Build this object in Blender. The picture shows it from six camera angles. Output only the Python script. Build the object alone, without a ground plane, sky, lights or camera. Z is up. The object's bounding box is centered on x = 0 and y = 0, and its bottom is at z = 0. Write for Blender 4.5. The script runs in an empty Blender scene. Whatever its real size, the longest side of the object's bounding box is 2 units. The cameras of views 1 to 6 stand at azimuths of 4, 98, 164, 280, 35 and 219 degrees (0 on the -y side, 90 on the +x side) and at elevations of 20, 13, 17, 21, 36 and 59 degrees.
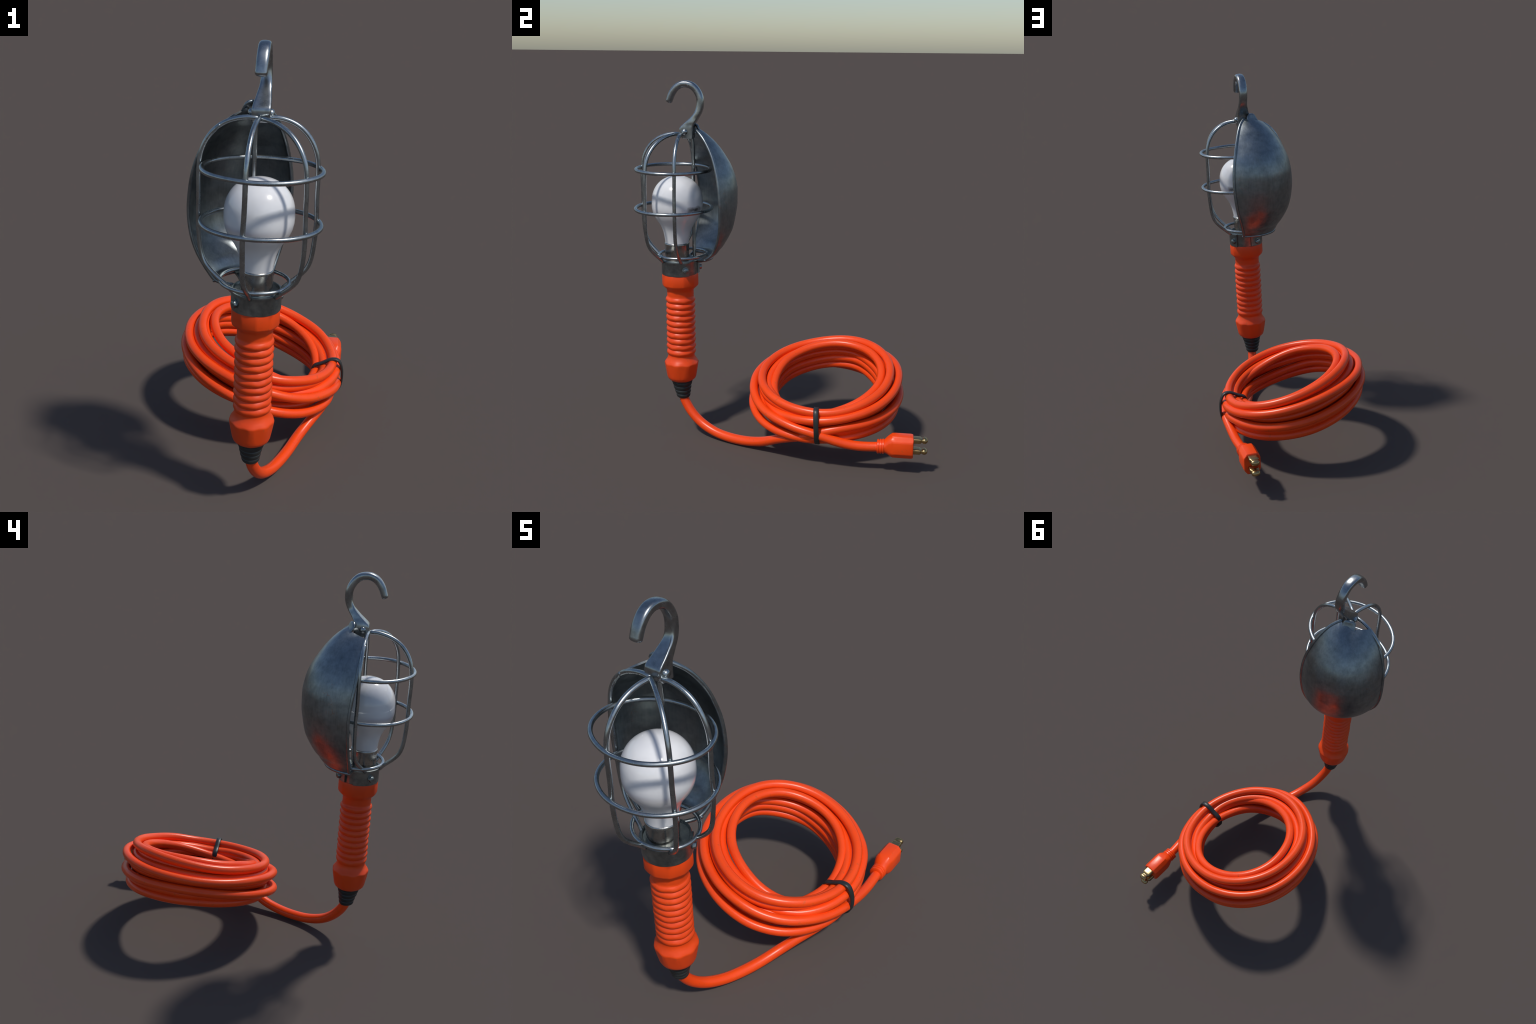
import bpy, bmesh, math, random
import numpy as np
from mathutils import Vector, Matrix, noise

rng = random.Random(7)

# ------------------------------------------------------------------ helpers
def link(obj, parent):
    bpy.context.scene.collection.objects.link(obj)
    if parent is not None:
        obj.parent = parent
    return obj

def mesh_object(name, verts, faces, mat, parent, smooth=True, sharp_angle=None):
    me = bpy.data.meshes.new(name)
    me.from_pydata([tuple(v) for v in verts], [], faces)
    me.validate()
    bm = bmesh.new(); bm.from_mesh(me)
    bmesh.ops.recalc_face_normals(bm, faces=bm.faces)
    bm.to_mesh(me); bm.free()
    if smooth:
        me.polygons.foreach_set("use_smooth", [True] * len(me.polygons))
        if sharp_angle:
            me.set_sharp_from_angle(angle=math.radians(sharp_angle))
    me.materials.append(mat)
    return link(bpy.data.objects.new(name, me), parent)

def catmull(points, step, closed=False):
    """Centripetal-ish Catmull-Rom through rows of numbers, resampled by length of the first 3 columns."""
    P = np.array(points, float)
    n = len(P)
    out = []
    segs = n if closed else n - 1
    for i in range(segs):
        if closed:
            p0, p1, p2, p3 = P[(i - 1) % n], P[i], P[(i + 1) % n], P[(i + 2) % n]
        else:
            p1, p2 = P[i], P[i + 1]
            p0 = P[i - 1] if i > 0 else 2 * p1 - p2
            p3 = P[i + 2] if i + 2 < n else 2 * p2 - p1
        t0 = 0.0
        t1 = t0 + max(np.linalg.norm((p1 - p0)[:3]), 1e-6) ** 0.5
        t2 = t1 + max(np.linalg.norm((p2 - p1)[:3]), 1e-6) ** 0.5
        t3 = t2 + max(np.linalg.norm((p3 - p2)[:3]), 1e-6) ** 0.5
        for t in np.linspace(t1, t2, 24, endpoint=False):
            A1 = (t1 - t) / (t1 - t0) * p0 + (t - t0) / (t1 - t0) * p1
            A2 = (t2 - t) / (t2 - t1) * p1 + (t - t1) / (t2 - t1) * p2
            A3 = (t3 - t) / (t3 - t2) * p2 + (t - t2) / (t3 - t2) * p3
            B1 = (t2 - t) / (t2 - t0) * A1 + (t - t0) / (t2 - t0) * A2
            B2 = (t3 - t) / (t3 - t1) * A2 + (t - t1) / (t3 - t1) * A3
            out.append((t2 - t) / (t2 - t1) * B1 + (t - t1) / (t2 - t1) * B2)
    out.append(P[0] if closed else P[-1])
    out = np.array(out)
    d = np.r_[0, np.cumsum(np.linalg.norm(np.diff(out[:, :3], axis=0), axis=1))]
    m = max(int(round(d[-1] / step)), 4)
    s = np.linspace(0, d[-1], m + 1)
    res = np.stack([np.interp(s, d, out[:, k]) for k in range(out.shape[1])], axis=1)
    return res[:-1] if closed else res

def smooth_rows(P, it, closed):
    P = P.copy()
    for _ in range(it):
        Q = P.copy()
        if closed:
            Q = 0.5 * P + 0.25 * (np.roll(P, 1, 0) + np.roll(P, -1, 0))
        else:
            Q[1:-1] = 0.5 * P[1:-1] + 0.25 * (P[:-2] + P[2:])
        P = Q
    return P

def sweep(path, radius, closed=False, sides=14, round_ends=True, bump=None):
    """Round tube along a path; radius a number or per-point array. Returns verts, faces."""
    P = np.array(path, float)
    n = len(P)
    R = np.full(n, radius, float) if np.isscalar(radius) else np.array(radius, float)
    if closed:
        T = np.roll(P, -1, 0) - np.roll(P, 1, 0)
    else:
        T = np.gradient(P, axis=0)
    T /= np.linalg.norm(T, axis=1)[:, None]
    ref = np.array([0, 0, 1.0]) if abs(T[0][2]) < 0.9 else np.array([1.0, 0, 0])
    N = np.zeros_like(P)
    v = ref - T[0] * (ref @ T[0]); N[0] = v / np.linalg.norm(v)
    for i in range(1, n):
        v = N[i - 1] - T[i] * (N[i - 1] @ T[i]); N[i] = v / np.linalg.norm(v)
    twist = 0.0
    if closed:
        v = N[-1] - T[0] * (N[-1] @ T[0]); v /= np.linalg.norm(v)
        twist = math.atan2(np.cross(N[0], v) @ T[0], v @ N[0])
    verts, faces = [], []
    for i in range(n):
        B = np.cross(T[i], N[i])
        off = -twist * i / n if closed else 0
        for k in range(sides):
            a = 2 * math.pi * k / sides + off
            r = R[i] * (1 + (bump(P[i], a) if bump else 0))
            verts.append(P[i] + r * (math.cos(a) * N[i] + math.sin(a) * B))
    rows = n if closed else n - 1
    for i in range(rows):
        j = (i + 1) % n
        for k in range(sides):
            l = (k + 1) % sides
            faces.append((i * sides + k, i * sides + l, j * sides + l, j * sides + k))
    if not closed:
        for end, sgn in ((0, -1), (n - 1, 1)):
            base = end * sides
            prev = [base + k for k in range(sides)]
            if round_ends:
                B = np.cross(T[end], N[end])
                for q in (0.45, 0.8):
                    ring = []
                    for k in range(sides):
                        a = 2 * math.pi * k / sides
                        verts.append(P[end] + sgn * T[end] * R[end] * math.sin(q * math.pi / 2)
                                     + R[end] * math.cos(q * math.pi / 2) * (math.cos(a) * N[end] + math.sin(a) * B))
                        ring.append(len(verts) - 1)
                    for k in range(sides):
                        l = (k + 1) % sides
                        faces.append((prev[k], prev[l], ring[l], ring[k]))
                    prev = ring
            faces.append(tuple(prev))
    return verts, faces

def lathe(profile, cx, cy, seg=64, rfun=None, lean=None):
    """Revolve (r, z) rows about a vertical axis; rfun(r, z, angle) may change r; lean(z) moves the centre."""
    verts, faces = [], []
    for r, z in profile:
        ox, oy = lean(z) if lean else (0, 0)
        for k in range(seg):
            a = 2 * math.pi * k / seg
            q = rfun(r, z, a) if rfun else r
            verts.append((cx + ox + q * math.cos(a), cy + oy + q * math.sin(a), z))
    for i in range(len(profile) - 1):
        for k in range(seg):
            l = (k + 1) % seg
            faces.append((i * seg + k, i * seg + l, (i + 1) * seg + l, (i + 1) * seg + k))
    faces.append(tuple(range(seg)))
    faces.append(tuple((len(profile) - 1) * seg + k for k in range(seg)))
    return verts, faces

def join_geo(parts):
    V, F = [], []
    for v, f in parts:
        o = len(V); V += list(v); F += [tuple(i + o for i in q) for q in f]
    return V, F

# ------------------------------------------------------------------ materials
class Mat:
    def __init__(self, name):
        self.m = bpy.data.materials.new(name); self.m.use_nodes = True
        self.t = self.m.node_tree
        self.b = self.t.nodes["Principled BSDF"]
        self.co = self.n("ShaderNodeTexCoord").outputs["Object"]
    def n(self, kind, **kw):
        x = self.t.nodes.new(kind)
        for k, v in kw.items(): setattr(x, k, v)
        return x
    def l(self, a, b): self.t.links.new(a, b)
    def noise(self, scale, detail=4, rough=0.55, stretch=None, dist=0.0):
        nd = self.n("ShaderNodeTexNoise")
        nd.inputs["Scale"].default_value = scale; nd.inputs["Detail"].default_value = detail
        nd.inputs["Roughness"].default_value = rough; nd.inputs["Distortion"].default_value = dist
        if stretch:
            mp = self.n("ShaderNodeMapping"); mp.inputs["Scale"].default_value = stretch
            self.l(self.co, mp.inputs["Vector"]); self.l(mp.outputs[0], nd.inputs["Vector"])
        else:
            self.l(self.co, nd.inputs["Vector"])
        return nd.outputs["Fac"]
    def ramp(self, fac, stops):
        r = self.n("ShaderNodeValToRGB"); e = r.color_ramp.elements
        while len(e) < len(stops): e.new(0.5)
        for el, (p, c) in zip(e, stops):
            el.position = p; el.color = (c, c, c, 1) if np.isscalar(c) else (*c, 1)
        self.l(fac, r.inputs["Fac"]); return r.outputs["Color"]
    def mix(self, fac, a, b):
        x = self.n("ShaderNodeMix", data_type='RGBA')
        if np.isscalar(fac): x.inputs[0].default_value = fac
        else: self.l(fac, x.inputs[0])
        for s, v in ((x.inputs[6], a), (x.inputs[7], b)):
            if isinstance(v, tuple): s.default_value = (*v, 1)
            else: self.l(v, s)
        return x.outputs[2]
    def bump(self, h, strength, dist):
        bp = self.n("ShaderNodeBump"); bp.inputs["Strength"].default_value = strength
        bp.inputs["Distance"].default_value = dist
        self.l(h, bp.inputs["Height"]); self.l(bp.outputs[0], self.b.inputs["Normal"])
    def set(self, **kw):
        for k, v in kw.items():
            s = self.b.inputs[k.replace("_", " ")]
            if hasattr(v, "is_output"): self.l(v, s)
            elif isinstance(v, tuple): s.default_value = (*v, 1)
            else: s.default_value = v

def metal_material(name, dark, light, rough_lo, rough_hi, scale=9, rust=0.5, bump=0.12, streak=0.0):
    k = Mat(name)
    cloud = k.ramp(k.noise(scale, 5, 0.6, dist=0.6), [(0.34, dark), (0.66, light)])
    fine = k.ramp(k.noise(34, 5, 0.65), [(0.32, (dark[0] * .75, dark[1] * .75, dark[2] * .75)), (0.66, (light[0] * 1.1, light[1] * 1.1, light[2] * 1.08))])
    col = k.mix(0.42, cloud, fine)
    if streak:                                       # fine drawn lines running down the sheet
        line = k.ramp(k.noise(1.0, 4, 0.6, stretch=(120, 120, 9)), [(0.36, (dark[0] * .7, dark[1] * .7, dark[2] * .7)), (0.64, (light[0] * 1.15, light[1] * 1.15, light[2] * 1.12))])
        col = k.mix(streak, col, line)
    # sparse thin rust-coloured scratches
    edge = k.n("ShaderNodeMath", operation='SUBTRACT'); k.l(k.noise(7.5, 3, 0.6, dist=1.2), edge.inputs[0]); edge.inputs[1].default_value = 0.5
    ab = k.n("ShaderNodeMath", operation='ABSOLUTE'); k.l(edge.outputs[0], ab.inputs[0])
    line = k.ramp(ab.outputs[0], [(0.0, 1.0), (0.010, 0.0)])
    patch = k.ramp(k.noise(5.0, 2, 0.5), [(0.55, 0.0), (0.68, rust)])
    mul = k.n("ShaderNodeMath", operation='MULTIPLY'); k.l(line, mul.inputs[0]); k.l(patch, mul.inputs[1])
    col = k.mix(mul.outputs[0], col, (0.34, 0.12, 0.07))
    rgh = k.ramp(k.noise(14, 4, 0.6), [(0.3, rough_lo), (0.7, rough_hi)])
    k.set(Base_Color=col, Metallic=1.0, Roughness=rgh)
    k.bump(k.noise(60, 3, 0.5), bump, 0.002)
    return k.m

steel_wire = metal_material("steel_wire", (0.30, 0.335, 0.352), (0.44, 0.475, 0.488), 0.23, 0.35, rust=0.6, bump=0.02)
steel_sheet = metal_material("steel_sheet", (0.190, 0.218, 0.234), (0.315, 0.345, 0.360), 0.30, 0.46, scale=11, bump=0.10, streak=0.16)
steel_cast = metal_material("steel_cast", (0.19, 0.225, 0.235), (0.35, 0.38, 0.38), 0.28, 0.46, scale=20, bump=0.2)
steel_hook = metal_material("steel_hook", (0.26, 0.286, 0.302), (0.42, 0.446, 0.458), 0.22, 0.34, scale=22, bump=0.03)

def orange_material(name, base, deep, rough, grain=0.15):
    k = Mat(name)
    col = k.mix(k.ramp(k.noise(5, 4, 0.55), [(0.35, 0.0), (0.68, 1.0)]), base, deep)
    grime = k.ramp(k.noise(38, 5, 0.7), [(0.61, 0.0), (0.70, 0.5)])
    col = k.mix(grime, col, (0.42, 0.10, 0.025))
    k.set(Base_Color=col, Roughness=rough)
    k.b.inputs["Specular IOR Level"].default_value = 0.42
    k.bump(k.noise(45, 3, 0.5), grain, 0.002)
    return k.m

orange_cord = orange_material("orange_cord_vinyl", (0.91, 0.074, 0.007), (0.85, 0.062, 0.005), 0.33)
orange_handle = orange_material("orange_handle_rubber", (0.84, 0.070, 0.006), (0.76, 0.058, 0.005), 0.42, 0.2)

def simple_material(name, base, alt, rough, metallic=0.0, scale=20, bump=0.1):
    k = Mat(name)
    k.set(Base_Color=k.mix(k.ramp(k.noise(scale, 4, 0.6), [(0.35, 0.0), (0.68, 1.0)]), base, alt),
          Roughness=rough, Metallic=metallic)
    k.bump(k.noise(70, 3, 0.5), bump, 0.001)
    return k.m

black_rubber = simple_material("black_rubber", (0.016, 0.019, 0.019), (0.024, 0.027, 0.027), 0.42)
brass = simple_material("brass", (0.58, 0.40, 0.18), (0.42, 0.29, 0.13), 0.30, 1.0, 40)
nickel = metal_material("nickel_cap", (0.36, 0.35, 0.33), (0.55, 0.54, 0.51), 0.20, 0.32, scale=22, rust=0.9)

def bulb_material():
    k = Mat("frosted_white_glass")
    col = k.mix(k.ramp(k.noise(9, 3, 0.5), [(0.4, 0.0), (0.7, 1.0)]), (0.78, 0.78, 0.79), (0.70, 0.70, 0.72))
    # soft-edged brown-black patch on one flank of the glass
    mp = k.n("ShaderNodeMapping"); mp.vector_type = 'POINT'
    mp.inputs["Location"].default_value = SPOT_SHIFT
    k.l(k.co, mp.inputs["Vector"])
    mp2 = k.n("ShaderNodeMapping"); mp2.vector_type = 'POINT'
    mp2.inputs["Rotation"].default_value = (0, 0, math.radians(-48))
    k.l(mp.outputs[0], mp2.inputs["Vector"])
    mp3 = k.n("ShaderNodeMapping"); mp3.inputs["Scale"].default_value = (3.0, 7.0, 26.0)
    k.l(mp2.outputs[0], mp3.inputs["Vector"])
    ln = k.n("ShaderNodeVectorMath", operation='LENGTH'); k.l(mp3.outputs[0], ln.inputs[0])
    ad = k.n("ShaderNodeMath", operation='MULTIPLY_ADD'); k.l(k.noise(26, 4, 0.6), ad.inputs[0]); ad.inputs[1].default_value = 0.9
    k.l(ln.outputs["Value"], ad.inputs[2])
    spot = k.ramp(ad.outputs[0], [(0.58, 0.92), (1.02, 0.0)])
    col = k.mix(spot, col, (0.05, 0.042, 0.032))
    k.set(Base_Color=col, Roughness=0.16)
    k.b.inputs["Subsurface Weight"].default_value = 0.0
    k.b.inputs["Coat Weight"].default_value = 0.2
    k.b.inputs["Coat Roughness"].default_value = 0.08
    return k.m
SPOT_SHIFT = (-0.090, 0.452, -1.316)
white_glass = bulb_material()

# ------------------------------------------------------------------ root
root = bpy.data.objects.new("trouble_light", None)
root["label"] = "hanging work light with wire cage, orange handle and coiled orange cord"
root["category"] = "work lamp"
link(root, None)

AX, AY = 0.005, -0.5705            # handle axis

# ------------------------------------------------------------------ handle
def facet(a, n, off=0.0):
    """Radius factor of a regular n-gon, unit circumradius-ish (1 at corners)."""
    s = math.pi / n
    return math.cos(s) / math.cos(((a + off) % (2 * s)) - s)

prof = [(0.0905, 0.9470), (0.0985, 0.9455), (0.1010, 0.938), (0.1010, 0.884), (0.0985, 0.876), (0.0800, 0.858), (0.0752, 0.851)]
z_ring0, pitch, n_ring = 0.795, 0.0339, 10
prof += [(0.0745, 0.842), (0.0745, 0.822)]
z_hi, z_lo = z_ring0 + pitch * 0.5, z_ring0 - pitch * (n_ring - 0.5)
steps = n_ring * 14
for i in range(steps + 1):
    u = i / steps * n_ring
    prof.append((0.0742 + 0.0078 * abs(math.sin(math.pi * u)) ** 0.95, z_hi - u * pitch))
prof += [(0.0745, 0.468), (0.0765, 0.456), (0.0850, 0.441), (0.0930, 0.430), (0.0965, 0.424), (0.0965, 0.419), (0.0945, 0.405),
         (0.0900, 0.380), (0.0850, 0.355), (0.0825, 0.342), (0.0780, 0.331), (0.0690, 0.322), (0.0640, 0.3185), (0.05, 0.318)]
def handle_r(r, z, a):
    if z > 0.856:                                   # upper band: gentle twelve flats
        return r * (0.45 + 0.55 * facet(a, 10, 0.2) * 1.012)
    if z < 0.438:                                   # lower bulb: faceted cone under a round shoulder
        lim = (0.0985 - (0.424 - z) * 0.150) * (facet(a, 9, 0.1) + 0.018)
        return min(r, lim) if z > 0.330 else r * (0.6 + 0.4 * facet(a, 9, 0.1))
    w = 0.0021 * noise.noise(Vector((math.cos(a) * 2.4, math.sin(a) * 2.4, z * 48)))
    return r + w
v, f = lathe(prof, AX, AY, 90, handle_r, lambda z: (0, (0.75 - z) * 0.005))
handle = mesh_object("handle", v, f, orange_handle, root, True, 50)

# ------------------------------------------------------------------ strain relief
prof = [(0.0600, 0.3190), (0.0592, 0.3080)]
zt, zb = 0.308, 0.213
for i in range(41):
    u = i / 40
    z = zt + (zb - zt) * u
    ridge = 0.0042 * (abs(math.sin(math.pi * (u * 4.0))) ** 0.6)
    prof.append((0.0535 - 0.0205 * u + ridge, z))
prof += [(0.0310, 0.2115), (0.0260, 0.2105)]
v, f = lathe(prof, AX, AY, 48, lambda r, z, a: r * (1 + 0.012 * math.sin(3 * a + z * 90)),
             lambda z: (0.0, 0.002 + 0.0085 * (0.32 - z) / 0.11))
mesh_object("strain_relief", v, f, black_rubber, root, True, 60)

# ------------------------------------------------------------------ power cord
COIL = (-0.0175, 0.268)
def on_coil(rows):
    return [(COIL[0] + r * math.cos(math.radians(t)), COIL[1] + r * math.sin(math.radians(t)), z) for t, r, z in rows]

lead = [(0.006, -0.561, 0.240), (0.008, -0.559, 0.214), (0.013, -0.541, 0.176), (0.027, -0.505, 0.126), (0.048, -0.447, 0.077),
        (0.084, -0.360, 0.041), (0.122, -0.265, 0.0285), (0.162, -0.166, 0.033), (0.205, -0.068, 0.056), (0.262, 0.015, 0.100), (0.305, 0.078, 0.130)]
# one coil turn after the other: (angle in degrees, distance from the coil's centre, height)
low_outer_turn = [(347, .380, .168), (360, .388, .206), (376, .393, .230), (393, .398, .243), (410, .401, .256), (426, .404, .275), (443, .401, .298),
                  (460, .397, .324), (476, .394, .349), (493, .390, .370), (510, .386, .386), (526, .381, .394), (543, .381, .392), (560, .387, .380),
                  (576, .395, .361), (593, .408, .333), (610, .415, .299), (626, .420, .260), (643, .421, .219), (660, .413, .187), (676, .402, .169),
                  (693, .388, .158), (708, .375, .153)]
lowest_turn = [(722, .366, .156), (737, .370, .166), (755, .376, .180), (772, .380, .194), (790, .379, .212), (808, .377, .233), (825, .374, .257),
               (843, .371, .281), (861, .369, .301), (878, .369, .316), (896, .372, .323), (914, .375, .322), (931, .376, .308), (950, .376, .285),
               (970, .370, .255), (985, .360, .232), (1005, .346, .210), (1040, .335, .192), (1065, .330, .184)]
inner_low_turn = [(1083, .325, .182), (1110, .320, .192), (1146, .313, .222), (1180, .315, .282), (1225, .320, .342), (1252, .320, .348),
                  (1280, .320, .327), (1315, .322, .285), (1353, .330, .225), (1390, .325, .203), (1425, .316, .206)]
inner_mid_turn = [(1443, .312, .210), (1470, .310, .230), (1506, .310, .264), (1545, .310, .332), (1585, .310, .388), (1610, .308, .390),
                  (1640, .308, .367), (1674, .312, .333), (1713, .320, .264), (1750, .314, .244), (1780, .298, .250)]
top_inner_turn = [(1800, .290, .264), (1817, .294, .288), (1835, .301, .320), (1853, .306, .356), (1871, .305, .392), (1889, .296, .427), (1907, .285, .455),
                  (1925, .272, .478), (1943, .258, .490), (1961, .247, .495), (1978, .239, .493), (1996, .237, .483), (2014, .243, .466), (2032, .253, .445),
                  (2050, .266, .421), (2068, .284, .386), (2086, .307, .342), (2104, .326, .300), (2125, .335, .270), (2145, .328, .260)]
inner_high_turn = [(2162, .318, .264), (2190, .312, .284), (2226, .310, .316), (2265, .308, .372), (2305, .306, .422), (2330, .304, .430),
                   (2360, .306, .412), (2394, .312, .378), (2420, .320, .340), (2436, .332, .312), (2455, .358, .278), (2475, .373, .259),
                   (2491, .384, .258), (2507, .391, .262)]
top_outer_turn = [(2523, .396, .271), (2539, .399, .287), (2555, .405, .311), (2571, .400, .334), (2587, .396, .362), (2603, .392, .391), (2619, .390, .418),
                  (2635, .386, .437), (2651, .380, .447), (2667, .373, .451), (2683, .367, .450), (2699, .365, .444), (2715, .368, .434), (2731, .375, .422),
                  (2747, .384, .407), (2763, .395, .388), (2779, .408, .362), (2795, .417, .331), (2811, .420, .292), (2827, .418, .260),
                  (2843, .413, .239), (2859, .407, .217), (2876, .402, .194)]
tail = [(0.381, 0.323, 0.168), (0.378, 0.392, 0.151), (0.375, 0.460, 0.142), (0.370, 0.525, 0.141), (0.367, 0.585, 0.144)]
crown_turn = [(0, .374, .304), (18, .374, .318), (36, .374, .348), (54, .365, .379), (72, .354, .414), (90, .342, .447), (108, .329, .476), (126, .315, .497),
              (144, .304, .508), (162, .297, .507), (180, .295, .498), (198, .302, .483), (216, .316, .465), (234, .332, .445), (252, .349, .421),
              (270, .366, .393), (288, .376, .362), (306, .376, .338), (324, .373, .317), (342, .372, .306)]
def between(turns, weights):
    """A turn packed in the heart of the bundle: the weighted mean of its neighbours at every angle."""
    grid = np.arange(0, 360, 15)
    acc = np.zeros((len(grid), 2))
    for rows, w in zip(turns, weights):
        a = np.array(rows); t = a[:, 0] % 360; o = np.argsort(t)
        for c in (0, 1):
            acc[:, c] += w * np.interp(grid, t[o], a[o, c + 1], period=360)
    acc /= sum(weights)
    return [(float(t), r, z) for t, (r, z) in zip(grid, acc)]
heart_turns = [between((crown_turn, top_outer_turn[:-4], inner_high_turn[:-4]), (.8, 1, 1.5)),
               between((top_outer_turn[:-4], low_outer_turn[1:], inner_high_turn[:-4], inner_mid_turn), (1, 1, 1, 1)),
               between((low_outer_turn[1:], lowest_turn, inner_mid_turn, inner_low_turn), (1.6, 1.6, .6, .6)),
               between((crown_turn, top_inner_turn, inner_high_turn[:-4]), (1, 1, 1.3))]

def drawn_in(rows, d): return [(t, r - d, z) for t, r, z in rows]
inner_low_turn = drawn_in(inner_low_turn, 0.010)
inner_mid_turn = drawn_in(inner_mid_turn, 0.010)
inner_high_turn = drawn_in(inner_high_turn[:9], 0.008) + inner_high_turn[9:]
main = lead + on_coil(low_outer_turn + lowest_turn + inner_low_turn + inner_mid_turn + top_inner_turn + inner_high_turn + top_outer_turn) + tail
path = smooth_rows(catmull(main, 0.011), 6, False)
dist = np.r_[0, np.cumsum(np.linalg.norm(np.diff(path, axis=0), axis=1))]
n_lead = int(np.argmin(np.abs(dist - 0.80)))
R_LEAD, R_COIL = 0.0265, 0.0230
rad = np.where(dist < 0.62, R_LEAD, R_COIL)
blend = np.clip((dist - 0.55) / 0.35, 0, 1); blend = blend * blend * (3 - 2 * blend)
rad = R_LEAD + (R_COIL - R_LEAD) * blend
back = np.clip((dist - (dist[-1] - 0.45)) / 0.2, 0, 1)
rad = rad + (0.0250 - R_COIL) * back
path[:, 2] = np.maximum(path[:, 2], rad + 0.0002)
def cord_bump(p, a):
    return 0.018 * noise.noise(Vector(p) * 11.0)
geo1 = sweep(path, rad, False, 16, True, cord_bump)
loop = smooth_rows(catmull(on_coil(crown_turn), 0.011, True), 6, True)
geo2 = sweep(loop, 0.0232, True, 16, True, cord_bump)
geos = [geo1, geo2]
for rows in heart_turns:
    p = smooth_rows(catmull(on_coil(rows), 0.012, True), 8, True)
    geos.append(sweep(p, 0.0235, True, 12, True, cord_bump))
v, f = join_geo(geos)
mesh_object("power_cord", v, f, orange_cord, root)

# ------------------------------------------------------------------ cable tie round the coil
tie = [(0.248, 0.250), (0.262, 0.288), (0.300, 0.306), (0.350, 0.3305), (0.384, 0.327), (0.404, 0.288), (0.410, 0.220), (0.396, 0.163),
       (0.355, 0.132), (0.312, 0.140), (0.268, 0.176), (0.249, 0.212)]
tie = [(0.332 + (x - 0.332) * 0.975, 0.235 + (z - 0.235) * 0.975) for x, z in tie]
tie3 = catmull([(x, 0.238 + 0.02 * (x - 0.33) - 0.05 * (z - 0.24), z) for x, z in tie], 0.008, True)
def strap(path, half_w, half_t, waxis):
    n = len(path); verts, faces = [], []
    section = [(-1, -.45), (-.8, -1), (.8, -1), (1, -.45), (1, .45), (.8, 1), (-.8, 1), (-1, .45)]
    c = path.mean(0)
    for i in range(n):
        t = path[(i + 1) % n] - path[i - 1]; t /= np.linalg.norm(t)
        nn = np.cross(t, waxis); nn /= np.linalg.norm(nn)
        for w, h in section:
            verts.append(path[i] + waxis * w * half_w + nn * h * half_t)
    m = len(section)
    for i in range(n):
        j = (i + 1) % n
        for k in range(m):
            l = (k + 1) % m
            faces.append((i * m + k, i * m + l, j * m + l, j * m + k))
    return verts, faces
v, f = strap(tie3, 0.0135, 0.0055, np.array([0.06, 1.0, 0.0]) / math.hypot(0.06, 1))
mesh_object("cable_tie", v, f, black_rubber, root, True, 50)

# ------------------------------------------------------------------ plug
PX, PZ = 0.364, 0.1555
def loft_y(rows, seg=40):
    """rows: (y, half_x, half_z, boxiness, centre x, centre z)"""
    verts, faces = [], []
    for y, hx, hz, e, cx, cz in rows:
        for k in range(seg):
            a = 2 * math.pi * k / seg
            c, s = math.cos(a), math.sin(a)
            verts.append((cx + hx * math.copysign(abs(c) ** (2 / e), c), y, cz + hz * math.copysign(abs(s) ** (2 / e), s)))
    for i in range(len(rows) - 1):
        for k in range(seg):
            l = (k + 1) % seg
            faces.append((i * seg + k, i * seg + l, (i + 1) * seg + l, (i + 1) * seg + k))
    faces.append(tuple(range(seg))); faces.append(tuple((len(rows) - 1) * seg + k for k in range(seg)))
    return verts, faces
CZ = 0.1445                                          # cuff centre height
rows = [(0.556, .024, .024, 2, PX + .002, CZ)]
y = 0.5575
for i in range(3):                                   # three grip rings of the cuff
    for q, r in ((0, .0335), (.0022, .0374), (.0088, .0378), (.0112, .0345)):
        rows.append((y + q, r + .0008 * i, r + .0008 * i, 2, PX + .002, CZ + .001 * i))
    y += 0.0130
rows += [(0.597, .0355, .0365, 2.0, PX + .002, CZ + .004), (0.608, .0385, .0425, 2.4, PX, PZ - .003), (0.622, .0425, .0515, 3.2, PX, PZ - .001),
         (0.636, .0450, .0590, 4.4, PX, PZ), (0.650, .0478, .0610, 5.0, PX, PZ), (0.732, .0470, .0605, 5.0, PX, PZ),
         (0.742, .0435, .0575, 5, PX, PZ), (0.745, .039, .052, 5, PX, PZ)]
v, f = loft_y(rows, 48)
# chamfered long edges: pull the corners of the body in
def chamfer(p):
    x, y, z = p
    if y < 0.60: return p
    dx, dz = abs(x - PX), abs(z - PZ)
    over = dx / .0445 + dz / .0605 - 1.56
    if over > 0:
        k = 0.5 * over
        dx -= k * .0445; dz -= k * .0605
        return (PX + math.copysign(dx, x - PX), y, PZ + math.copysign(dz, z - PZ))
    return p
v = [chamfer(p) for p in v]
plug = mesh_object("plug", v, f, orange_cord, root, True, 24)

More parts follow.
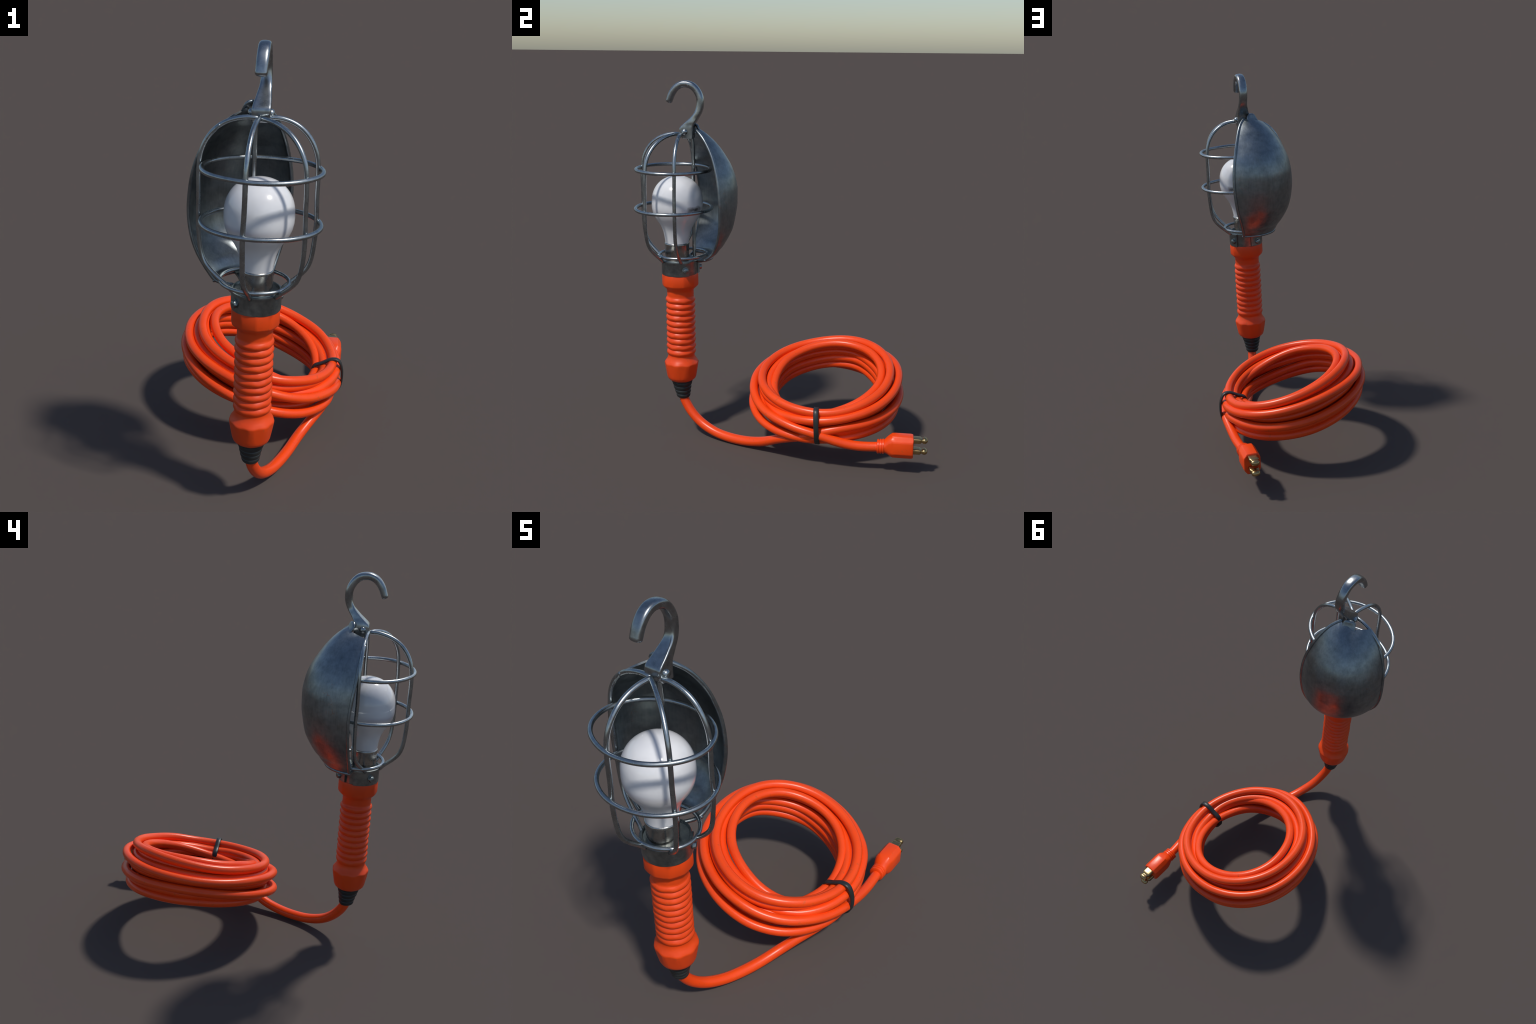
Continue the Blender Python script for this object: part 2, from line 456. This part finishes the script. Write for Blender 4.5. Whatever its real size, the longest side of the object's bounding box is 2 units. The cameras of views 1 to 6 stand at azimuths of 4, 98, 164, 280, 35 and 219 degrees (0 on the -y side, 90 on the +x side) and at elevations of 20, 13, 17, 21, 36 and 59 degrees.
def prong_geo():
    rows = [(0.738, .0250, .0140, 5), (0.772, .0250, .0140, 5), (0.781, .0245, .0132, 5), (0.786, .0185, .0098, 4), (0.790, .0180, .0098, 3.5),
            (0.795, .0215, .0140, 3), (0.801, .0230, .0160, 2.6), (0.808, .0220, .0150, 2.6), (0.8145, .0180, .0105, 2.4), (0.8185, .0100, .005, 2.2)]
    return loft_y([(y, hx, hz, e, 0, 0) for y, hx, hz, e in rows], 32)
v, f = prong_geo()
pm = None
for cz in (0.1925, 0.1325):
    if pm is None:
        o = mesh_object("prong", v, f, brass, plug, True, 45); pm = o
    else:
        o = pm.copy(); link(o, plug)
    o.location = (PX - 0.001, 0, cz)

# ------------------------------------------------------------------ bulb
BX, BY = 0.006, -0.582
prof = [(0.0001, 1.4895), (0.020, 1.4888)]
for i in range(3, 17):                               # broad crown: a slightly squared dome
    a = math.pi / 2 * i / 16
    prof.append((0.1395 * math.sin(a) ** (2 / 2.14), 1.352 + 0.1375 * math.cos(a) ** (2 / 2.10) if i < 16 else 1.352))
prof += [(0.1402, 1.335), (0.1390, 1.314), (0.1345, 1.292), (0.1260, 1.269), (0.1130, 1.248), (0.0985, 1.228), (0.0855, 1.205), (0.0760, 1.180),
         (0.0705, 1.155), (0.0665, 1.133), (0.0640, 1.112), (0.0635, 1.105)]
v, f = lathe(prof, BX, BY, 72, None, lambda z: (-0.001 * (1.352 - z) / 0.25, -0.005 * max(0, 1.352 - z) / 0.25))
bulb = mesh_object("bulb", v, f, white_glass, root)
prof = [(0.0610, 1.120), (0.0665, 1.1185), (0.0688, 1.114), (0.0688, 1.108), (0.0668, 1.104), (0.0668, 1.050), (0.0650, 1.035), (0.0630, 1.005)]
v, f = lathe(prof, 0.005, -0.587, 56)
mesh_object("bulb_base", v, f, nickel, bulb, True, 50)

# ------------------------------------------------------------------ collar with clamp band
prof = [(0.088, 0.9455), (0.0955, 0.9455), (0.0965, 0.949), (0.0965, 1.010), (0.0990, 1.018), (0.1005, 1.024), (0.0985, 1.029), (0.0940, 1.029), (0.090, 1.020), (0.070, 1.018)]
v, f = lathe(prof, AX, AY, 72)
collar = mesh_object("collar", v, f, steel_cast, root, True, 40)

def band(a0, a1, rows, thick, seg=60, outer_round=True):
    """Curved plate between two angles (degrees) about the handle axis. rows = (radius, z)"""
    verts, faces = [], []
    m = len(rows)
    for side in (0, 1):
        for i in range(seg + 1):
            a = math.radians(a0 + (a1 - a0) * i / seg)
            for r, z in rows:
                q = r - thick * side
                verts.append((AX + q * math.cos(a), AY + q * math.sin(a), z))
    o = (seg + 1) * m
    for i in range(seg):
        for k in range(m - 1):
            faces.append((i * m + k, (i + 1) * m + k, (i + 1) * m + k + 1, i * m + k + 1))
            faces.append((o + i * m + k, o + i * m + k + 1, o + (i + 1) * m + k + 1, o + (i + 1) * m + k))
        faces.append((i * m, o + i * m, o + (i + 1) * m, (i + 1) * m))
        faces.append((i * m + m - 1, (i + 1) * m + m - 1, o + (i + 1) * m + m - 1, o + i * m + m - 1))
    for i in (0, seg):
        for k in range(m - 1):
            faces.append((i * m + k, i * m + k + 1, o + i * m + k + 1, o + i * m + k))
    return verts, faces
front_rows = [(0.1015, 0.9435), (0.1028, 0.948), (0.1028, 1.005), (0.1050, 1.012), (0.1072, 1.018), (0.1062, 1.024), (0.1022, 1.025)]
v, f = band(-192, 43, front_rows, 0.009, 72)
mesh_object("clamp_band", v, f, steel_cast, root, True, 40)
v, f = band(94, 142, [(0.1030, 0.947), (0.1075, 0.951), (0.1075, 1.005), (0.1120, 1.016)], 0.010, 24)
bracket = mesh_object("reflector_bracket", v, f, steel_cast, root, True, 40)

def bolt_geo():
    rows = [(0.0190, 0.0), (0.0190, 0.002), (0.0172, 0.0025), (0.0172, 0.010), (0.0140, 0.0145), (0.008, 0.0170), (0.0015, 0.0176)]
    verts, faces = [], []
    seg = 24
    for i, (r, h) in enumerate(rows):
        for k in range(seg):
            a = 2 * math.pi * k / seg
            q = r * (facet(a, 6) if 2 <= i <= 3 else 1)
            verts.append((h, q * math.cos(a), q * math.sin(a)))
    for i in range(len(rows) - 1):
        for k in range(seg):
            l = (k + 1) % seg
            faces.append((i * seg + k, i * seg + l, (i + 1) * seg + l, (i + 1) * seg + k))
    faces.append(tuple(range(seg))); faces.append(tuple((len(rows) - 1) * seg + k for k in range(seg)))
    return verts, faces
v, f = bolt_geo()
first = None
for ang, rr, z in ((29, 0.1020, 0.978), (220, 0.1020, 0.980), (117, 0.1065, 0.974)):
    if first is None:
        first = o = mesh_object("bolt", v, f, steel_cast, collar, True, 40)
    else:
        o = first.copy(); link(o, collar)
    a = math.radians(ang)
    o.location = (AX + rr * math.cos(a), AY + rr * math.sin(a), z)
    o.rotation_euler = (0, 0, a)

# ------------------------------------------------------------------ cage
def wobble(path, amp, seed):
    out = np.array(path, float)
    for i, p in enumerate(out):
        q = Vector(p) * 7 + Vector((seed * 3.1, seed * 1.7, 0))
        out[i] += amp * np.array(noise.noise_vector(q))
    return out
def ring(cx, cy, z, rx, ry, r, seed, turn=0.0, tilt=0.0):
    pts = []
    for t in np.linspace(0, 2 * math.pi, 80, endpoint=False):
        x, y = rx * math.cos(t), ry * math.sin(t)
        x, y = x * math.cos(turn) - y * math.sin(turn), x * math.sin(turn) + y * math.cos(turn)
        pts.append((cx + x, cy + y, z + tilt * y))
    v, f = sweep(wobble(pts, 0.002, seed), r, True, 14)
    return mesh_object("cage_ring", v, f, steel_wire, root)
WIRE = 0.0097
ring(0.012, -0.5995, 1.5263, 0.2340, 0.2005, WIRE, 1, 0.0, -0.006)
ring(0.014, -0.6000, 1.3125, 0.2355, 0.2055, WIRE, 2)
ring(-0.005, -0.5570, 1.0525, 0.1430, 0.1285, 0.0085, 3, -0.32, 0.02)
APEX = (-0.006, -0.566, 1.714)
# (x, y at the upper ring), (x, y at the lower ring), (x, y, z of the foot)
wires = [((-0.035, -0.787), (-0.040, -0.788), (-0.014, -0.676, 1.020)),
         ((0.187, -0.714), (0.190, -0.716), (0.088, -0.648, 1.024)),
         ((0.226, -0.545), (0.229, -0.545), (0.112, -0.540, 1.024)),
         ((-0.239, -0.547), (-0.238, -0.548), (-0.092, -0.605, 1.022))]
starts = [(0, 0), (0, 0), (0.036, 0.018), (-0.012, 0.006)]
for n, (up, lo, foot) in enumerate(wires):
    ax, ay, az = APEX
    ax += starts[n][0]; ay += starts[n][1]
    pts = [(ax, ay, az)]
    zr = 1.500
    for u in (0.12, 0.28, 0.45, 0.60, 0.73, 0.84, 0.92, 0.97):
        h = (1 - u ** 2.35) ** (1 / 2.22)
        pts.append((ax + (up[0] - ax) * u, ay + (up[1] - ay) * u, zr + (az - zr + 0.003) * h))
    pts.append((up[0], up[1], 1.495))
    pts.append(((up[0] + lo[0]) / 2, (up[1] + lo[1]) / 2, 1.41))
    pts.append((lo[0], lo[1], 1.30))
    fx, fy, fz = foot
    for u, z in ((0.03, 1.220), (0.085, 1.162), (0.21, 1.118), (0.45, 1.083), (0.70, 1.056), (0.91, 1.034)):
        pts.append((lo[0] + (fx - lo[0]) * u, lo[1] + (fy - lo[1]) * u, z))
    pts.append(foot)
    path = smooth_rows(catmull(pts, 0.010), 2, False)
    v, f = sweep(wobble(path, 0.0022, 10 + n), WIRE * (0.98 if n else 1.06), False, 14)
    mesh_object("cage_wire", v, f, steel_wire, root)
# straight back wire: runs from the hook's foot down through the bulb's shadow to the collar
path = catmull([(-0.024, -0.505, 1.705), (-0.026, -0.498, 1.66), (-0.028, -0.499, 1.50), (-0.032, -0.500, 1.25), (-0.034, -0.499, 1.10), (-0.034, -0.497, 1.022)], 0.012)
v, f = sweep(wobble(path, 0.0015, 15), WIRE, False, 14)
mesh_object("cage_wire", v, f, steel_wire, root)

# ------------------------------------------------------------------ reflector
SA = math.radians(25)
S = np.array([math.cos(SA), math.sin(SA)]); Bk = np.array([-math.sin(SA), math.cos(SA)])
RO = np.array([0.005, -0.577])
# height, left rim (across, behind), right rim (across, behind), how far behind at the middle
table = [(1.0320, -.140, .116, .116, .120, .187), (1.0440, -.147, .120, .124, .137, .200),
         (1.0600, -.155, .124, .136, .152, .214), (1.0780, -.168, .130, .147, .162, .225), 
(1.0950, -.177, .136, .156, .168, .242),
         (1.1150, -.188, .143, .165, .173, .257), (1.1550, -.206, .155, .180, .180, .282), (1.2000, -.220, .165, .194, .184, .304),
         (1.2700, -.231, .175, .206, .184, .320), (1.3400, -.234, .177, .211, .182, .330), (1.4100, -.231, .171, .208, .179, .331),
         (1.4750, -.225, .160, .199, .175, .320), (1.5400, -.211, .144, .181, .167, .298), (1.5900, -.193, .132, .163, .157, .270),
         (1.6370, -.170, .112, .140, .143, .238), (1.6780, -.142, .090, .114, .128, .202), (1.7050, -.116, .076, .092, .116, .172),
         (1.7250, -.070, .082, .066, .103, .148), (1.7400, -.030, .092, .040, .094, .125)]
T = np.array(table)
zs = np.concatenate([np.linspace(T[i, 0], T[i + 1, 0], 5)[:-1] for i in range(len(T) - 1)] + [[T[-1, 0]]])
def pchip(x, X, Y):
    h = np.diff(X); d = np.diff(Y) / h; m = np.zeros_like(Y)
    m[0], m[-1] = d[0], d[-1]
    for i in range(1, len(X) - 1):
        if d[i - 1] * d[i] > 0:
            w1, w2 = 2 * h[i] + h[i - 1], h[i] + 2 * h[i - 1]
            m[i] = (w1 + w2) / (w1 / d[i - 1] + w2 / d[i])
    k = np.clip(np.searchsorted(X, x) - 1, 0, len(X) - 2); t = (x - X[k]) / h[k]
    return ((1 + 2 * t) * (1 - t) ** 2 * Y[k] + t * (1 - t) ** 2 * h[k] * m[k] + t * t * (3 - 2 * t) * Y[k + 1] + t * t * (t - 1) * h[k] * m[k + 1])
cols = [pchip(zs, T[:, 0], T[:, c]) for c in range(1, 6)]
NU = 56
verts, faces = [], []
def to_world(s, b, z):
    p = RO + S * s + Bk * b
    return (p[0], p[1], z)
rimL, rimR = [], []
for i, z in enumerate(zs):
    sL, bL, sR, bR, bm = [c[i] for c in cols]
    mid_s, mid_b = (sL + sR) / 2, (bL + bR) / 2
    half, sag = (sR - sL) / 2, bm - mid_b
    Rr = (half * half + sag * sag) / (2 * sag)
    ang = math.asin(min(1, half / Rr)) if sag <= half else math.pi - math.asin(half / Rr)
    for k in range(NU + 1):
        u = k / NU * 2 - 1
        s = Rr * math.sin(u * ang); b = Rr * math.cos(u * ang) - Rr + sag
        flat = 0.6 * min(1, max(0, (z - 1.50) / 0.12))
        b = (1 - flat) * b + flat * sag * (1 - (s / half) ** 2)
        s += mid_s; b += mid_b + (bR - bL) / 2 * (s - mid_s) / half
        w = 0.0016 * noise.noise(Vector((s * 9, z * 8, 3.0)))
        verts.append(to_world(s, b + w, z))
    rimL.append(verts[-NU - 1]); rimR.append(verts[-1])
first_row = verts[:NU + 1]
for i in range(len(zs) - 1):
    for k in range(NU):
        faces.append((i * (NU + 1) + k, i * (NU + 1) + k + 1, (i + 1) * (NU + 1) + k + 1, (i + 1) * (NU + 1) + k))
refl = mesh_object("reflector", verts, faces, steel_sheet, root)
# notch beside the hook: the sheet is cut level on the left of the standing tab
bm = bmesh.new(); bm.from_mesh(refl.data)
def geom(test):
    fs = [q for q in bm.faces if test(q.calc_center_median())]
    return fs + list({e for q in fs for e in q.edges}) + list({w for q in fs for w in q.verts})
def across(p): return (p.x - RO[0]) * S[0] + (p.y - RO[1]) * S[1]
def behind(p): return (p.x - RO[0]) * Bk[0] + (p.y - RO[1]) * Bk[1]
CUT_S, CUT_Z, SLOPE = -0.036, 1.701, 0.42
def level(p): return p.z - CUT_Z - SLOPE * (behind(p) - 0.063)
bmesh.ops.bisect_plane(bm, geom=geom(lambda p: p.z > 1.66), plane_co=to_world(CUT_S, 0, 1.7), plane_no=(S[0], S[1], 0))
bmesh.ops.bisect_plane(bm, geom=geom(lambda p: p.z > 1.66 and across(p) < CUT_S), plane_co=to_world(0, 0.063, CUT_Z), plane_no=Vector((-SLOPE * Bk[0], -SLOPE * Bk[1], 1)).normalized())
bmesh.ops.delete(bm, geom=[q for q in bm.faces if level(q.calc_center_median()) > 0 and across(q.calc_center_median()) < CUT_S], context='FACES')
bm.to_mesh(refl.data); bm.free()
refl.data.polygons.foreach_set("use_smooth", [True] * len(refl.data.polygons))
vg = refl.vertex_groups.new(name="wall")
for q in refl.data.vertices:
    z = q.co.z
    i = int(np.clip(np.searchsorted(zs, z), 0, len(zs) - 1))
    mid_s, half = (cols[0][i] + cols[2][i]) / 2, max((cols[2][i] - cols[0][i]) / 2, 0.01)
    u = min(1, abs((across(q.co) - mid_s) / half))
    rise = min(1, max(0, (z - 1.16) / 0.30)) * min(1, max(0, (1.725 - z) / 0.06))
    rise = max(rise, 0.75 * min(1, max(0, (1.16 - z) / 0.07)) * min(1, max(0, (z - 1.034) / 0.02)))
    vg.add([q.index], 0.30 + 0.70 * rise * max(0, 1 - u ** 3), 'REPLACE')
md = refl.modifiers.new("thick", 'SOLIDIFY'); md.thickness = 0.022; md.offset = -1.0; md.vertex_group = "wall"
dg = bpy.context.evaluated_depsgraph_get()
me = bpy.data.meshes.new_from_object(refl.evaluated_get(dg))
old = refl.data; refl.modifiers.clear(); refl.data = me; bpy.data.meshes.remove(old); me.name = "reflector"
me.polygons.foreach_set("use_smooth", [True] * len(me.polygons)); me.set_sharp_from_angle(angle=math.radians(50))
# rolled bead that follows the free edge
def bead(points, r):
    p = smooth_rows(catmull(points, 0.012), 4, False)
    return sweep(p, r, False, 10)
edge_r = [to_world(.045, .092, 1.018), to_world(.075, .104, 1.021), to_world(.104, .114, 1.030)] + rimR[4::4]
edge_l = [to_world(-.075, .078, 1.022), to_world(-.11, .098, 1.026)] + rimL[0:-9:4]
low = []
for k in range(0, NU + 1, 4):
    low.append(Vector(first_row[k]))
v, f = join_geo([bead(edge_r, 0.0088), bead(edge_l, 0.0080), bead(low, 0.0085)])
mesh_object("rolled_rim", v, f, steel_sheet, refl)
# strap that carries the reflector: from the low edge in to the collar
arm = []
for s_, b_, z_, w_, t_ in ((-.004, .176, 1.036, .030, .006), (-.004, .150, 1.030, .026, .006), (-.003, .124, 1.016, .024, .006), (-.002, .104, 1.004, .024, .006)):
    arm.append([to_world(s_ + a * w_, b_, z_ + c * t_) for a, c in ((-1, -1), (1, -1), (1, 1), (-1, 1))])
av = [p for r in arm for p in r]
af = [(0, 1, 2, 3), (12, 13, 14, 15)] + [(i * 4 + k, i * 4 + (k + 1) % 4, (i + 1) * 4 + (k + 1) % 4, (i + 1) * 4 + k) for i in range(3) for k in range(4)]
mesh_object("reflector_strap", av, af, steel_cast, refl, True, 40)
# tab that stands up behind the hook
rows = []
for z, hs, ht, b in ((1.705, .036, .006, .150), (1.725, .036, .007, .128), (1.745, .034, .008, .112), (1.758, .028, .009, .108), (1.766, .018, .007, .106), (1.769, .008, .003, .105)):
    rows.append((z, hs, ht, b))
verts, faces = [], []
seg = 28
for z, hs, ht, b in rows:
    for k in range(seg):
        a = 2 * math.pi * k / seg
        c, s = math.cos(a), math.sin(a)
        verts.append(to_world(-.004 + hs * math.copysign(abs(c) ** .7, c), b + ht * math.copysign(abs(s) ** .7, s), z))
for i in range(len(rows) - 1):
    for k in range(seg):
        l = (k + 1) % seg
        faces.append((i * seg + k, i * seg + l, (i + 1) * seg + l, (i + 1) * seg + k))
faces.append(tuple(range(seg))); faces.append(tuple((len(rows) - 1) * seg + k for k in range(seg)))
mesh_object("reflector_tab", verts, faces, steel_sheet, refl)

# ------------------------------------------------------------------ hook
# the bend: centre (y, z), half thickness in the bend plane, half width across, boxiness, centre x
bend = [(-0.6215, 1.892, .0165, .0235, 3.0, -.004), (-0.606, 1.931, .0175, .0240, 3.0, -.002), (-0.583, 1.9620, .0180, .0242, 3.0, 0), (-0.554, 1.9795, .0183, .0242, 3.0, .001),
        (-0.525, 1.9820, .0186, .0242, 3.0, .002), (-0.492, 1.9715, .0190, .0242, 3.0, .003), (-0.466, 1.944, .0190, .0242, 3.0, .003), (-0.4505, 1.907, .0190, .0242, 3.0, .004)]
# from there down, the edges themselves: inner (y, z), outer (y, z), half width, boxiness, centre x
edges = [(-.4690, 1.8760, -.4305, 1.8760, .0238, 3.2, .005), (-.4735, 1.8500, -.4360, 1.8460, .0236, 3.6, .006), (-.4840, 1.8275, -.4465, 1.8230, .0245, 4.5, .006),
         (-.5060, 1.8030, -.4600, 1.8015, .0280, 6, .003), (-.5300, 1.7805, -.4735, 1.7815, .0318, 8, .001), (-.5500, 1.7625, -.4835, 1.7650, .0350, 10, -.002),
         (-.5610, 1.7510, -.4868, 1.7520, .0370, 10, -.003), (-.5620, 1.7400, -.4870, 1.7400, .0375, 10, -.0035), (-.5620, 1.7240, -.4870, 1.7240, .0375, 10, -.0035),
         (-.5540, 1.7080, -.4875, 1.7080, .0375, 10, -.0035), (-.5480, 1.6960, -.4880, 1.6960, .0375, 10, -.0035)]
bc = np.array([(y, z) for y, z, *_ in bend] + [(-.450, 1.876)])
rows_h = []
for k, (y, z, t, w, e, x) in enumerate(bend):
    d = bc[k + 1] - bc[max(k - 1, 0)]; d = d / np.linalg.norm(d)
    nrm = np.array([d[1], -d[0]])                    # towards the inside of the bend
    rows_h.append((y + nrm[0] * t, z + nrm[1] * t, y - nrm[0] * t, z - nrm[1] * t, w, e, x))
H = np.array(rows_h + edges)
Hs = smooth_rows(catmull(np.c_[H[:, 0:2], H[:, 2:]], 0.006), 2, False)
Cn = np.stack([Hs[:, 6], (Hs[:, 0] + Hs[:, 2]) / 2, (Hs[:, 1] + Hs[:, 3]) / 2], 1)
Hf = np.stack([np.zeros(len(Hs)), (Hs[:, 2] - Hs[:, 0]) / 2, (Hs[:, 3] - Hs[:, 1]) / 2], 1)
Tn = np.gradient(Cn, axis=0); Tn[:, 0] = 0; Tn /= np.linalg.norm(Tn, axis=1)[:, None]
verts, faces = [], []
seg = 36
ends = [(0.93, -0.0045), (0.72, -0.0085), (0.40, -0.0105)]
rows = []
for sc, off in reversed(ends): rows.append((0, sc, off))
rows += [(i, 1.0, 0.0) for i in range(len(Cn))]
rows += [(len(Cn) - 1, 0.95, 0.002), (len(Cn) - 1, 0.8, 0.003)]
for i, sc, off in rows:
    c0 = Cn[i] + Tn[i] * off
    w, e = Hs[i, 4] * sc, Hs[i, 5]
    for k in range(seg):
        a = 2 * math.pi * k / seg
        c, q = math.cos(a), math.sin(a)
        verts.append(c0 + np.array([1.0, 0, 0]) * w * math.copysign(abs(c) ** (2 / e), c) + Hf[i] * sc * math.copysign(abs(q) ** (2 / e), q))
for i in range(len(rows) - 1):
    for k in range(seg):
        l = (k + 1) % seg
        faces.append((i * seg + k, i * seg + l, (i + 1) * seg + l, (i + 1) * seg + k))
faces.append(tuple(range(seg))); faces.append(tuple((len(rows) - 1) * seg + k for k in range(seg)))
hook = mesh_object("hook", verts, faces, steel_hook, root, True, 40)
# rivet through the hook's foot: a domed head on either side
def dome():
    rows = [(0.0165, -0.004), (0.0165, 0.001), (0.0153, 0.006), (0.0120, 0.0110), (0.007, 0.0138), (0.0015, 0.0148)]
    verts, faces = [], []
    seg = 24
    for r, h in rows:
        for k in range(seg):
            a = 2 * math.pi * k / seg
            verts.append((h, r * math.cos(a), r * math.sin(a)))
    for i in range(len(rows) - 1):
        for k in range(seg):
            l = (k + 1) % seg
            faces.append((i * seg + k, i * seg + l, (i + 1) * seg + l, (i + 1) * seg + k))
    faces.append(tuple(range(seg))); faces.append(tuple((len(rows) - 1) * seg + k for k in range(seg)))
    return verts, faces
v, f = dome()
r1 = mesh_object("rivet", v, f, steel_wire, hook); r1.location = (0.0335, -0.531, 1.730)
r2 = r1.copy(); link(r2, hook); r2.location = (-0.0405, -0.531, 1.730); r2.rotation_euler = (0, 0, math.pi)
